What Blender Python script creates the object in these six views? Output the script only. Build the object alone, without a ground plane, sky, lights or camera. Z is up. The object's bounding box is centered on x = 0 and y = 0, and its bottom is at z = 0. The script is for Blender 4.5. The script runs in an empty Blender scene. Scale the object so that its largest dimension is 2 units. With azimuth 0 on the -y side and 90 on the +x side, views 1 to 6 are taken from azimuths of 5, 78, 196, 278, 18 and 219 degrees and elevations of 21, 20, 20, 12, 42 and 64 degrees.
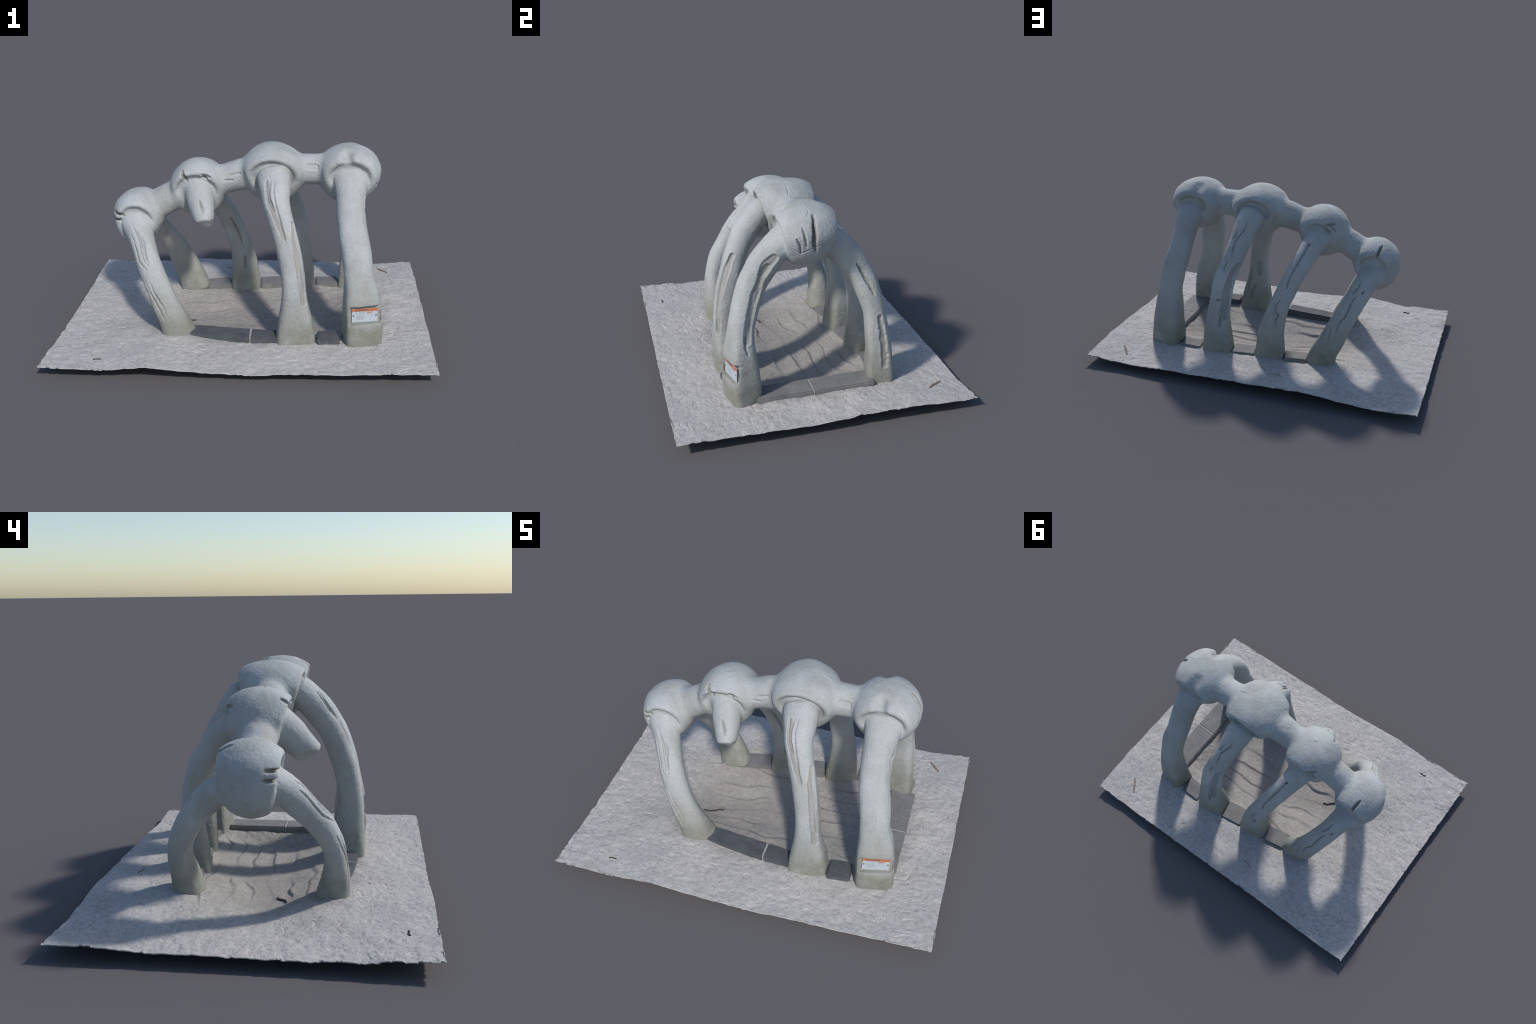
# A concrete climbing sculpture: four knuckle-shaped vertebrae on a rising spine, seven bent ribs
# and one broken rib, standing in a patch of sandy gravel between dark kerb stones.
import numpy as np

# ------------------------------------------------------------------ small maths
def smin(a, b, k):
    h = np.maximum(k - np.abs(a - b), 0) / k
    return np.minimum(a, b) - h * h * k * 0.25

def smax(a, b, k):
    return -smin(-a, -b, k)

def sstep(e0, e1, x):
    t = np.clip((x - e0) / (e1 - e0), 0, 1)
    return t * t * (3 - 2 * t)

def hash3(ix, iy, iz, seed):
    h = (ix * 374761393 + iy * 668265263 + iz * 2147483647 + seed * 974634777) & 0xFFFFFFFF
    h = ((h ^ (h >> 13)) * 1274126177) & 0xFFFFFFFF
    h = ((h ^ (h >> 16)) * 2246822519) & 0xFFFFFFFF
    return ((h ^ (h >> 15)) & 0xFFFF).astype(np.float64) / 65535.0

def vnoise(p, seed=0):
    i = np.floor(p).astype(np.int64)
    f = p - i
    f = f * f * f * (f * (f * 6 - 15) + 10)
    r = 0
    for dx in (0, 1):
        wx = f[:, 0] if dx else 1 - f[:, 0]
        for dy in (0, 1):
            wy = f[:, 1] if dy else 1 - f[:, 1]
            for dz in (0, 1):
                wz = f[:, 2] if dz else 1 - f[:, 2]
                r = r + wx * wy * wz * hash3(i[:, 0] + dx, i[:, 1] + dy, i[:, 2] + dz, seed)
    return r * 2 - 1

def fbm(p, octaves=3, seed=0):
    r, a = 0, 1.0
    for o in range(octaves):
        r = r + a * vnoise(p * 2.03 ** o + 17.3 * o, seed + o)
        a *= 0.5
    return r

def spline(P, n):
    P = np.asarray(P, float)
    P = np.vstack([2 * P[0] - P[1], P, 2 * P[-1] - P[-2]])
    t = np.linspace(0, len(P) - 3 - 1e-9, n)
    i = t.astype(int)
    f = (t - i)[:, None]
    a, b, c, d = P[i], P[i + 1], P[i + 2], P[i + 3]
    return .5 * (2 * b + (c - a) * f + (2 * a - 5 * b + 4 * c - d) * f ** 2 + (3 * b - a - 3 * c + d) * f ** 3)

# ------------------------------------------------------------------ the ribs
# control points down each spine: x, y, z, half width along x, half width across, squareness of the section
RIBS = {
 'A_front': ([[-0.577, -0.099, 0.61, 0.08, 0.0568, 2],
        [-0.546, -0.161, 0.545, 0.067, 0.064, 2],
        [-0.514, -0.223, 0.475, 0.065, 0.06, 2],
        [-0.479, -0.278, 0.405, 0.066, 0.056, 2.1],
        [-0.44, -0.315, 0.326, 0.067, 0.051, 2.2],
        [-0.405, -0.33, 0.236, 0.073, 0.051, 2.3],
        [-0.366, -0.328, 0.145, 0.08, 0.062, 2.5],
        [-0.342, -0.316, 0.051, 0.094, 0.072, 2.8]], 8),
 'A_back': ([[-0.582, 0.104, 0.596, 0.08, 0.0523, 2],
        [-0.553, 0.17, 0.542, 0.071, 0.064, 2],
        [-0.523, 0.234, 0.473, 0.068, 0.06, 2],
        [-0.486, 0.286, 0.399, 0.066, 0.054, 2.1],
        [-0.448, 0.322, 0.318, 0.068, 0.052, 2.2],
        [-0.41, 0.336, 0.228, 0.076, 0.053, 2.3],
        [-0.368, 0.326, 0.139, 0.08, 0.062, 2.5],
        [-0.342, 0.314, 0.051, 0.094, 0.07, 2.8]], 0),
 'B_back': ([[-0.237, 0.142, 0.779, 0.073, 0.0559, 2],
        [-0.205, 0.211, 0.702, 0.065, 0.061, 2.1],
        [-0.165, 0.275, 0.613, 0.061, 0.057, 2.2],
        [-0.123, 0.323, 0.51, 0.058, 0.053, 2.3],
        [-0.085, 0.351, 0.398, 0.06, 0.053, 2.5],
        [-0.056, 0.357, 0.282, 0.07, 0.058, 2.8],
        [-0.038, 0.351, 0.166, 0.084, 0.064, 3.6],
        [-0.037, 0.348, 0.05, 0.093, 0.074, 5]], 8),
 'C_front': ([[0.176, -0.15, 0.865, 0.086, 0.0688, 2],
        [0.192, -0.226, 0.773, 0.072, 0.066, 2.1],
        [0.224, -0.289, 0.663, 0.064, 0.06, 2.2],
        [0.257, -0.331, 0.545, 0.064, 0.06, 2.3],
        [0.279, -0.362, 0.422, 0.063, 0.058, 2.5],
        [0.286, -0.374, 0.297, 0.067, 0.062, 2.8],
        [0.289, -0.372, 0.171, 0.088, 0.07, 3.6],
        [0.29, -0.37, 0.048, 0.103, 0.075, 5]], 4),
 'C_back': ([[0.182, 0.169, 0.84, 0.08, 0.0719, 2],
        [0.207, 0.239, 0.733, 0.066, 0.069, 2.1],
        [0.236, 0.298, 0.627, 0.064, 0.066, 2.2],
        [0.268, 0.34, 0.519, 0.063, 0.055, 2.3],
        [0.284, 0.363, 0.404, 0.064, 0.051, 2.5],
        [0.293, 0.371, 0.285, 0.068, 0.055, 2.8],
        [0.292, 0.377, 0.166, 0.082, 0.068, 3.6],
        [0.286, 0.378, 0.049, 0.094, 0.074, 5]], 10),
 'D_front': ([[0.576, -0.105, 0.846, 0.086, 0.0671, 2.1],
        [0.576, -0.193, 0.754, 0.076, 0.074, 2.3],
        [0.581, -0.265, 0.653, 0.075, 0.068, 2.5],
        [0.6, -0.313, 0.541, 0.076, 0.064, 2.5],
        [0.616, -0.346, 0.422, 0.075, 0.062, 2.5],
        [0.634, -0.363, 0.3, 0.093, 0.067, 4],
        [0.637, -0.364, 0.175, 0.097, 0.076, 5.5],
        [0.636, -0.359, 0.05, 0.096, 0.073, 6.5]], 13),
 'D_back': ([[0.587, 0.129, 0.82, 0.083, 0.0719, 2.1],
        [0.585, 0.213, 0.727, 0.066, 0.075, 2.3],
        [0.589, 0.276, 0.629, 0.067, 0.067, 2.5],
        [0.609, 0.317, 0.524, 0.073, 0.059, 2.5],
        [0.62, 0.344, 0.411, 0.074, 0.057, 2.5],
        [0.621, 0.357, 0.294, 0.081, 0.061, 4],
        [0.624, 0.365, 0.174, 0.089, 0.064, 5.5],
        [0.625, 0.362, 0.051, 0.094, 0.07, 6.5]], -12),
 'B_broken': ([[-.236, -.050, .806, .080, .078, 2], [-.220, -.112, .748, .073, .077, 2], [-.206, -.158, .700, .064, .068, 2.1],
               [-.190, -.218, .640, .050, .056, 2.2]], 10),
}

class Rib:
    def __init__(self, name):
        nodes, twist = RIBS[name]
        self.name = name
        n = 12 if name == 'B_broken' else 34
        nodes = np.array(nodes)
        # the rib runs on into the cap it hangs from
        head = nodes[0] + .5 * (nodes[0] - nodes[1])
        head[2] -= .012
        head[3:] = nodes[0][3:]
        head[3:5] *= (.95, .90)
        S = spline(np.vstack([head, nodes]), n)
        self.S = S
        self.P = S[:, :3]
        T = np.gradient(self.P, axis=0)
        T /= np.linalg.norm(T, axis=1)[:, None]
        n2 = np.cross(T, [1, 0, 0])
        n2 /= np.linalg.norm(n2, axis=1)[:, None]
        n1 = np.cross(n2, T)
        # the twist grows towards the foot
        tw = np.radians(twist) * sstep(.35, .8, np.linspace(0, 1, n))[:, None]
        self.n1 = np.cos(tw) * n1 - np.sin(tw) * n2
        self.n2 = np.sin(tw) * n1 + np.cos(tw) * n2
        self.T = T
        self.cum = np.concatenate([[0], np.cumsum(np.linalg.norm(np.diff(self.P, axis=0), axis=1))])
        self.len = self.cum[-1]
        r = S[:, 3:5].max()
        self.lo = self.P.min(0) - r - .03
        self.hi = self.P.max(0) + r + .03

    def local(self, p):
        """distance, arc length down the rib, angle round it (0 = +x, 90 = -y), local radius"""
        m = len(p)
        best = np.full(m, 9.)
        arc = np.zeros(m)
        ang = np.zeros(m)
        rad = np.full(m, .06)
        for i in range(len(self.P) - 1):
            a, b = self.P[i], self.P[i + 1]
            ab = b - a
            L = np.linalg.norm(ab)
            sel = np.flatnonzero(np.abs((p - (a + b) / 2) @ (ab / L)) < L * .5 + .035)
            w = p[sel] - a
            tr = (w @ ab) / (L * L)
            t = np.clip(tr, 0, 1)
            q = w - t[:, None] * ab
            ax = np.abs(tr - t) * L
            n1 = self.n1[i] * (1 - t)[:, None] + self.n1[i + 1] * t[:, None]
            n2 = self.n2[i] * (1 - t)[:, None] + self.n2[i + 1] * t[:, None]
            u = (q * n1).sum(1)
            v = (q * n2).sum(1)
            s = self.S[i] * (1 - t)[:, None] + self.S[i + 1] * t[:, None]
            e = s[:, 5]
            k = ((np.abs(u) / s[:, 3]) ** e + (np.abs(v) / s[:, 4]) ** e + 1e-9) ** (1 / e)
            rr = np.sqrt(u * u + v * v)
            d = np.where(k > .05, rr - rr / k, -np.minimum(s[:, 3], s[:, 4]))
            d = np.where(ax > 0, np.sqrt(np.maximum(d, 0) ** 2 + ax ** 2) + np.minimum(d, 0), d)
            f = d < best[sel]
            g = sel[f]
            best[g] = d[f]
            arc[g] = self.cum[i] + t[f] * L
            ang[g] = np.arctan2(v[f], u[f])
            rad[g] = rr[f]
        return best, arc, ang, rad

    def sdf(self, p):
        d = self.local(p)[0]
        if self.name == 'B_broken':       # snapped end: a blunt face and two chipped flats under it
            for n, c in BREAKS:
                n = np.array(n) / np.linalg.norm(n)
                d = smax(d, (p - np.array(c)) @ n, .005)
        return d

BREAKS = [((.10, -.75, -.62), (-.190, -.222, .650)), ((-.60, -.25, -.75), (-.219, -.180, .640)), ((.80, -.35, -.45), (-.158, -.205, .650)), ((0, -.1, -1), (-.19, -.18, .622))]

# ------------------------------------------------------------------ the vertebrae
# centre, half length, upper/lower height, roll about y, upper/lower y radius, front rim (offset, tilt), back rim (offset, tilt)
KNOBS = {
 'A': dict(c=(-.587, .000, .628), rx=.144, rz=(.158, .162), roll=.28, ry=(.185, .150), rims=((.112, 11), (.122, 9))),
 'B': dict(c=(-.244, .003, .800), rx=.157, rz=(.150, .170), roll=-.08, ry=(.190, .150), rims=((.097, 17), (.134, 10))),
 'C': dict(c=(.168, -.002, .882), rx=.177, rz=(.152, .168), roll=.10, ry=(.215, .155), rims=((.118, 17), (.138, 12))),
 'D': dict(c=(.570, -.002, .875), rx=.172, rz=(.152, .170), roll=.12, ry=(.200, .155), rims=((.119, 14), (.136, 13))),
}

class Knob:
    def __init__(self, key):
        k = KNOBS[key]
        self.key = key
        self.c = np.array(k['c'])
        self.k = k
        th = k['roll']
        self.R = np.array([[np.cos(th), 0, np.sin(th)], [0, 1, 0], [-np.sin(th), 0, np.cos(th)]])
        self.lo = self.c - .23
        self.hi = self.c + .23

    def sdf(self, p):
        k = self.k
        w = p - self.c
        q = w @ self.R
        ry = k['ry'][1] + (k['ry'][0] - k['ry'][1]) * sstep(-.10, .02, q[:, 2])
        up = sstep(-.04, .04, q[:, 2])
        rx = k['rx'] * (.95 + .05 * up)
        rz = np.where(q[:, 2] > 0, k['rz'][0], k['rz'][1])
        a = np.sqrt((q[:, 0] / rx) ** 2 + (q[:, 1] / ry) ** 2 + (q[:, 2] / rz) ** 2)
        g = np.sqrt((q[:, 0] / rx ** 2) ** 2 + (q[:, 1] / ry ** 2) ** 2 + (q[:, 2] / rz ** 2) ** 2) + 1e-6
        d = np.where(a > .1, (a - 1) * a / g, -.1)
        for sgn, (off, tilt) in zip((-1, 1), k['rims']):
            t = np.radians(tilt)
            n = np.array([0, sgn * np.cos(t), -np.sin(t)])
            face = w @ n - off
            d = smax(d, face, .016)
            # cove behind the rim: the lip overhangs the rib on the upper side
            ring = np.hypot((a - .72) * .15, face - .001) - .020 * sstep(-.12, -.02, w[:, 2])
            d = smax(d, -ring, .020)
        if self.key == 'D':      # cleft over the crown that splits the last vertebra into lobes
            for n in D_CLEFTS:
                d = smax(d, n(p), .03)
        for key, a0, a1, half, depth in SLITS:
            if key == self.key:
                d = smax(d, slit(a0, a1, half, depth, self.c)(p), .003)
        return d

def cleft(a, b, r):
    a, b = np.array(a), np.array(b)
    def f(p):
        t = np.clip(((p - a) @ (b - a)) / ((b - a) @ (b - a)), 0, 1)
        return r - np.linalg.norm(p - a - t[:, None] * (b - a), axis=1)
    return f

# deep slits sawn into the caps and through their rims: cap, two points on the surface, half width, depth
SLITS = [
    ('A', (-.716, -.080, .684), (-.633, -.132, .664), .0075, .021), ('A', (-.716, -.080, .643), (-.648, -.128, .637), .0075, .021),
    ('A', (-.620, .086, .764), (-.606, .142, .722), .0065, .022),
    ('B', (-.318, -.112, .906), (-.282, -.116, .838), .0075, .028), ('B', (-.301, .152, .876), (-.338, .127, .881), .007, .016),
    ('B', (-.326, .146, .871), (-.345, .146, .845), .0065, .015),
    ('D', (.700, .017, .976), (.730, .011, .928), .0075, .024), ('D', (.730, .011, .930), (.742, .009, .870), .0100, .034),
    ('D', (.742, .009, .880), (.730, .014, .830), .0075, .022),
]

def slit(a, b, half, depth, centre):
    a, b = np.array(a), np.array(b)
    across = np.cross(b - a, (a + b) / 2 - centre)
    across /= np.linalg.norm(across)
    near = cleft(a, b, depth)
    def f(p):
        r = -near(p) + depth                     # distance from the line drawn on the surface
        h = half * np.sqrt(np.clip(1 - (r / depth) ** 2, .05, 1))
        return np.minimum(depth - r, h - np.abs((p - a) @ across))
    return f
D_CLEFTS = [cleft((.556, -.190, .975), (.556, -.112, .998), .024), cleft((.540, .185, .965), (.535, .105, 1.020), .028)]

# bars of the spine between neighbouring vertebrae: x, y, z, radius
BARS = {
 'AB': [[-.56, 0, .65, .085], [-.47, 0, .702, .082], [-.40, 0, .738, .080], [-.28, 0, .79, .085]],
 'BC': [[-.20, 0, .812, .085], [-.08, 0, .843, .080], [-.01, 0, .862, .084], [.12, 0, .882, .090]],
 'CD': [[.24, 0, .890, .088], [.345, 0, .890, .081], [.41, 0, .890, .081], [.52, 0, .880, .088]],
}

class Bar:
    def __init__(self, key):
        self.S = spline(BARS[key], 14)
        self.lo = self.S[:, :3].min(0) - .12
        self.hi = self.S[:, :3].max(0) + .12

    def sdf(self, p):
        best = np.full(len(p), 9.)
        for i in range(len(self.S) - 1):
            a, b = self.S[i, :3], self.S[i + 1, :3]
            w = p - a
            t = np.clip((w @ (b - a)) / ((b - a) @ (b - a)), 0, 1)
            d = np.linalg.norm(w - t[:, None] * (b - a), axis=1) - (self.S[i, 3] * (1 - t) + self.S[i + 1, 3] * t)
            best = np.minimum(best, d)
        return best

knobs = {k: Knob(k) for k in KNOBS}
bars = {k: Bar(k) for k in BARS}
ribs = {k: Rib(k) for k in RIBS}

# ------------------------------------------------------------------ ground height
# heights along the four edges of the patch as (position, height) knots
EDGE_FRONT = [(-1, .075), (-.7, .064), (-.45, .079), (-.2, .058), (-.1, .050), (.07, .047), (.35, .060), (.62, .064), (1, .062)]
EDGE_BACK = [(-1, .063), (-.78, .059), (-.58, .062), (-.38, .079), (-.07, .072), (.37, .064), (.78, .050), (1, .056)]
EDGE_LEFT = [(-.74, .076), (-.65, .069), (-.45, .061), (-.2, .055), (-.05, .050), (.12, .055), (.3, .059), (.47, .068), (.6, .071), (.73, .066)]
EDGE_RIGHT = [(-.74, .061), (-.35, .065), (-.06, .060), (.22, .066), (.42, .071), (.62, .065), (.74, .057)]

def knots(K, x):
    K = np.array(K)
    return np.interp(x, K[:, 0], K[:, 1])

def ground(x, y, fine=True):
    x = np.asarray(x, float)
    y = np.asarray(y, float)
    fx, fy = (x + 1) / 2, (y + .74) / 1.48
    zf, zb, zl, zr = knots(EDGE_FRONT, x), knots(EDGE_BACK, x), knots(EDGE_LEFT, y), knots(EDGE_RIGHT, y)
    c = lambda i, j: (.0755, .0615, .0645, .0565)[i + 2 * j]
    z = (1 - fy) * zf + fy * zb + (1 - fx) * zl + fx * zr \
        - ((1 - fx) * (1 - fy) * c(0, 0) + fx * (1 - fy) * c(1, 0) + (1 - fx) * fy * c(0, 1) + fx * fy * c(1, 1))
    # trough worn between the ribs, open to the left
    inside = sstep(-.85, -.25, x) * (1 - sstep(.46, .60, x))
    trough = np.exp(-np.abs(y / (.235 + .02 * np.sin(5 * x))) ** 2.4)
    z = z - TROUGH * inside * trough
    # mounds where the sand is heaped against the outer feet
    for mx, my, h, s in MOUNDS:
        z = z + h * np.exp(-((x - mx) ** 2 + (y - my) ** 2) / (2 * s * s))
    return z

TROUGH = .048
MOUNDS = [(-.36, -.38, .012, .10), (-.36, .36, .006, .08), (.0, .38, .008, .09), (.30, .40, .006, .08), (.28, -.42, .008, .12),
          (.64, -.38, -.004, .10), (-.05, -.42, .004, .12), (.79, 0, .016, .07), (.79, -.19, .016, .07), (.79, .18, .015, .07), (-.80, .64, -.004, .10), (-.95, .66, .005, .06), (.50, -.62, -.006, .18), (.93, -.1, -.004, .12), (.12, .455, .008, .06), (.45, .46, .010, .06), (-.21, .43, .006, .06), (-.62, -.30, .016, .13), (-.40, .52, -.010, .14),
          (.0, .58, -.010, .16), (.40, .58, -.010, .16), (.70, .52, -.009, .14)]

# ------------------------------------------------------------------ full solid
def body_sdf(p):
    d = np.full(len(p), .3)
    for k in knobs.values():
        d = np.minimum(d, k.sdf(p))
    for b in bars.values():
        d = smin(d, b.sdf(p), .020)
    return d

def blend_rib(p):
    """ribs meet the caps in a crisp crease above and flow into a web under the arch"""
    h = np.interp(p[:, 0], [-.587, -.244, .168, .572], [.628, .80, .882, .875])
    return .018 + .008 * sstep(-.02, -.12, p[:, 2] - h)

def solid_sdf(p):
    d = body_sdf(p)
    for r in ribs.values():
        d = smin(d, r.sdf(p), blend_rib(p))
    return d
# ==== END OF SHAPE FUNCTIONS ====

# ------------------------------------------------------------------ carved marks
# On a rib: (arc length down the rib / its length, angle round it in degrees) knots; width, depth, edge softness.
MARKS = {k: [] for k in RIBS}
# On a vertebra: (azimuth, elevation) knots in degrees seen from its centre; width, depth.
KNOB_MARKS = {k: [] for k in KNOBS}
# On a bar: (x, angle round the bar in degrees) knots; width, depth.
BAR_MARKS = {k: [] for k in BARS}
# the carvings themselves
KNOB_MARKS['C'] = [
    ([(1, 68), (2, 48), (-1, 36)], 0.003, 0.0035, 0.003),
]
MARKS['C_front'] = [
    ([(0.09, 121), (0.183, 127), (0.257, 114), (0.325, 104), (0.391, 98)], 0.014, 0.0035, 0.006),
    ([(0.081, 86), (0.148, 96), (0.212, 97), (0.255, 95), (0.303, 92), (0.341, 93), (0.385, 90), (0.425, 94)], 0.0035, 0.0065, 0.004),
    ([(0.076, 102), (0.134, 114), (0.175, 119), (0.21, 114), (0.247, 108)], 0.0035, 0.006, 0.004),
    ([(0.07, 121), (0.117, 124), (0.182, 130), (0.244, 114)], 0.0035, 0.005, 0.004),
    ([(0.329, 28), (0.405, 39), (0.504, 49), (0.601, 55), (0.679, 50), (0.743, 49)], 0.019, 0.012, 0.007),
    ([(0.621, -106), (0.717, -109)], 0.016, 0.008, 0.008),
    ([(0.691, -51), (0.806, -51), (0.871, -51)], 0.006, 0.008, 0.005),
    ([(0.801, -92), (0.859, -71), (0.924, -71)], 0.006, 0.007, 0.005),
]
MARKS['A_front'] = [
    ([(0.106, 113), (0.166, 105), (0.238, 102), (0.313, 107), (0.391, 108), (0.43, 95)], 0.0035, 0.0065, 0.004),
    ([(0.151, 101), (0.224, 92), (0.278, 93), (0.339, 97), (0.387, 91)], 0.0035, 0.006, 0.004),
    ([(0.194, 85), (0.266, 77), (0.325, 88), (0.379, 89), (0.427, 92)], 0.0035, 0.006, 0.004),
    ([(0.159, 133), (0.215, 130), (0.292, 134), (0.369, 138), (0.423, 122), (0.454, 108)], 0.0035, 0.0065, 0.004),
    ([(0.538, 121), (0.602, 123), (0.669, 111), (0.725, 100), (0.777, 106)], 0.0035, 0.006, 0.004),
    ([(0.511, 145), (0.593, 146), (0.661, 136), (0.737, 127), (0.814, 125)], 0.0035, 0.006, 0.004),
]
KNOB_MARKS['B'] = [
    ([(-75, 36), (-64, 32), (-54, 27)], 0.0065, 0.012, 0.004),
    ([(-140, 79), (-102, 85), (-6, 85)], 0.003, 0.003, 0.003),
]
BAR_MARKS['BC'] = [
    ([(-0.059, 20), (-0.008, 19)], 0.006, 0.006, 0.005),
    ([(-0.089, 7), (-0.049, 0)], 0.005, 0.006, 0.004),
]
BAR_MARKS['CD'] = [
    ([(0.355, 23), (0.397, 21)], 0.015, 0.006, 0.004),
]
KNOB_MARKS['D'] = [
    ([(-16, 22), (-12, 11), (-10, -4), (-9, -10)], 0.006, 0.009, 0.006),
    ([(-25, 5), (-20, -6), (-20, -24)], 0.006, 0.009, 0.006),
    ([(-36, -10), (-21, -22), (1, -14), (28, -7)], 0.0025, 0.004, 0.003),
    ([(-65, 77), (-11, 70), (4, 55), (-5, 45), (3, 36)], 0.002, 0.003, 0.003),
]
MARKS['D_front'] = [
    ([(0.153, 1), (0.216, 6), (0.272, 4)], 0.016, 0.008, 0.008),
    ([(0.218, -3), (0.282, -2), (0.352, -7), (0.424, -7), (0.495, -7), (0.571, -8), (0.652, -4)], 0.016, 0.008, 0.008),
    ([(0.616, -3), (0.675, 2), (0.719, -5)], 0.005, 0.006, 0.004),
]
MARKS['D_back'] = [
    ([(0.248, -6), (0.338, -4), (0.397, -6), (0.466, -11)], 0.008, 0.01, 0.004),
    ([(0.59, -10), (0.657, -12), (0.749, -14), (0.838, -12), (0.889, -13)], 0.011, 0.009, 0.004),
]
MARKS['C_back'] = [
    ([(0.087, -103), (0.134, -106), (0.185, -92), (0.234, -80), (0.293, -89), (0.338, -98)], 0.005, 0.007, 0.004),
    ([(0.164, -71), (0.226, -63)], 0.005, 0.006, 0.004),
    ([(0.354, -86), (0.407, -81), (0.438, -83)], 0.004, 0.005, 0.004),
    ([(0.369, -152), (0.438, -141), (0.524, -137), (0.62, -133), (0.721, -134)], 0.025, 0.018, 0.006),
    ([(0.621, -74), (0.612, -102)], 0.006, 0.01, 0.005),
    ([(0.662, -107), (0.732, -109), (0.801, -109)], 0.008, 0.008, 0.005),
]
MARKS['B_back'] = [
    ([(0.134, -87), (0.202, -89), (0.287, -87), (0.366, -83), (0.43, -87)], 0.012, 0.0045, 0.006),
    ([(0.129, -87), (0.144, -86)], 0.005, 0.008, 0.004),
    ([(0.42, -87), (0.451, -96)], 0.01, 0.005, 0.005),
    ([(0.538, -86), (0.579, -72), (0.623, -82), (0.637, -109), (0.677, -95), (0.72, -110)], 0.0055, 0.007, 0.004),
    ([(0.572, -59), (0.614, -68), (0.658, -81)], 0.004, 0.005, 0.004),
    ([(0.414, 65), (0.511, 64), (0.58, 67), (0.651, 73)], 0.009, 0.009, 0.006),
    ([(0.749, 79), (0.839, 92)], 0.006, 0.008, 0.005),
]
MARKS['A_back'] = [
    ([(0.202, -79), (0.254, -81), (0.323, -67)], 0.005, 0.007, 0.004),
    ([(0.257, -121), (0.288, -117)], 0.005, 0.01, 0.004),
    ([(0.315, -92), (0.374, -90), (0.424, -95), (0.506, -101), (0.563, -87), (0.639, -98)], 0.0055, 0.008, 0.005),
    ([(0.625, -43), (0.632, -56), (0.687, -66), (0.743, -83)], 0.005, 0.005, 0.005),
    ([(0.64, -31), (0.711, -27), (0.766, -36)], 0.005, 0.004, 0.005),
    ([(0.86, -73), (0.864, -104), (0.827, -122)], 0.005, 0.004, 0.005),
]
MARKS['B_broken'] = [
    ([(0.563, 100), (0.704, 101), (0.83, 97)], 0.009, 0.006, 0.006),
]


def polyline_distance(u, v, K):
    """distance to a line drawn on the surface, and how far along it (0 to 1) the nearest point lies"""
    K = np.array(K, float)
    seg = np.hypot(*np.diff(K, axis=0).T) + 1e-9
    run = np.concatenate([[0], np.cumsum(seg)])
    best = np.full(len(u), 9.)
    along = np.zeros(len(u))
    for i, ((a, b), (c, d)) in enumerate(zip(K[:-1], K[1:])):
        t = np.clip(((u - a) * (c - a) + (v - b) * (d - b)) / seg[i] ** 2, 0, 1)
        h = np.hypot(u - a - t * (c - a), v - b - t * (d - b))
        f = h < best
        best = np.where(f, h, best)
        along = np.where(f, (run[i] + t * seg[i]) / run[-1], along)
    return best, along

def taper(along):
    return .35 + .75 * np.sin(np.pi * np.clip(along, 0, 1)) ** .7

def cut(dist, width, depth, soft):
    """flat-bottomed gouge of half width `width`, walls `soft` wide, with a slightly raised lip"""
    return -depth * (1 - sstep(np.maximum(width - soft, 0), width + soft * .35, dist)) \
        + .12 * abs(depth) * np.exp(-((dist - width - .004) / .004) ** 2)

import bpy, bmesh, math, random
from mathutils import Vector, Matrix
random.seed(7)

# ------------------------------------------------------------------ node helpers
def new_material(name, rough=.85):
    m = bpy.data.materials.new(name)
    m.use_nodes = True
    nt = m.node_tree
    b = nt.nodes['Principled BSDF']
    b.inputs['Roughness'].default_value = rough
    b.inputs['Specular IOR Level'].default_value = .25
    co = nt.nodes.new('ShaderNodeTexCoord').outputs['Object']
    return m, nt, b, co

def noise(nt, co, scale, detail=4, rough=.55, stretch=None, seed=0.):
    if stretch or seed:
        mp = nt.nodes.new('ShaderNodeMapping')
        mp.inputs['Scale'].default_value = stretch or (1, 1, 1)
        mp.inputs['Location'].default_value = (seed, seed * .7, seed * 1.3)
        nt.links.new(co, mp.inputs['Vector'])
        co = mp.outputs['Vector']
    n = nt.nodes.new('ShaderNodeTexNoise')
    n.inputs['Scale'].default_value = scale
    n.inputs['Detail'].default_value = detail
    n.inputs['Roughness'].default_value = rough
    nt.links.new(co, n.inputs['Vector'])
    return n.outputs['Fac']

def ramp(nt, fac, *stops):
    r = nt.nodes.new('ShaderNodeValToRGB')
    el = r.color_ramp.elements
    while len(el) < len(stops):
        el.new(.5)
    for e, (p, c) in zip(el, stops):
        e.position = p
        e.color = (c, c, c, 1) if isinstance(c, (int, float)) else (*c, 1)
    nt.links.new(fac, r.inputs['Fac'])
    return r.outputs['Color']

def mix(nt, fac, a, b, mode='MIX'):
    n = nt.nodes.new('ShaderNodeMix')
    n.data_type = 'RGBA'
    n.blend_type = mode
    for sock, v in ((n.inputs[0], fac), (n.inputs[6], a), (n.inputs[7], b)):
        if isinstance(v, (int, float)):
            sock.default_value = v
        elif isinstance(v, tuple):
            sock.default_value = (*v, 1)
        else:
            nt.links.new(v, sock)
    return n.outputs[2]

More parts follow.
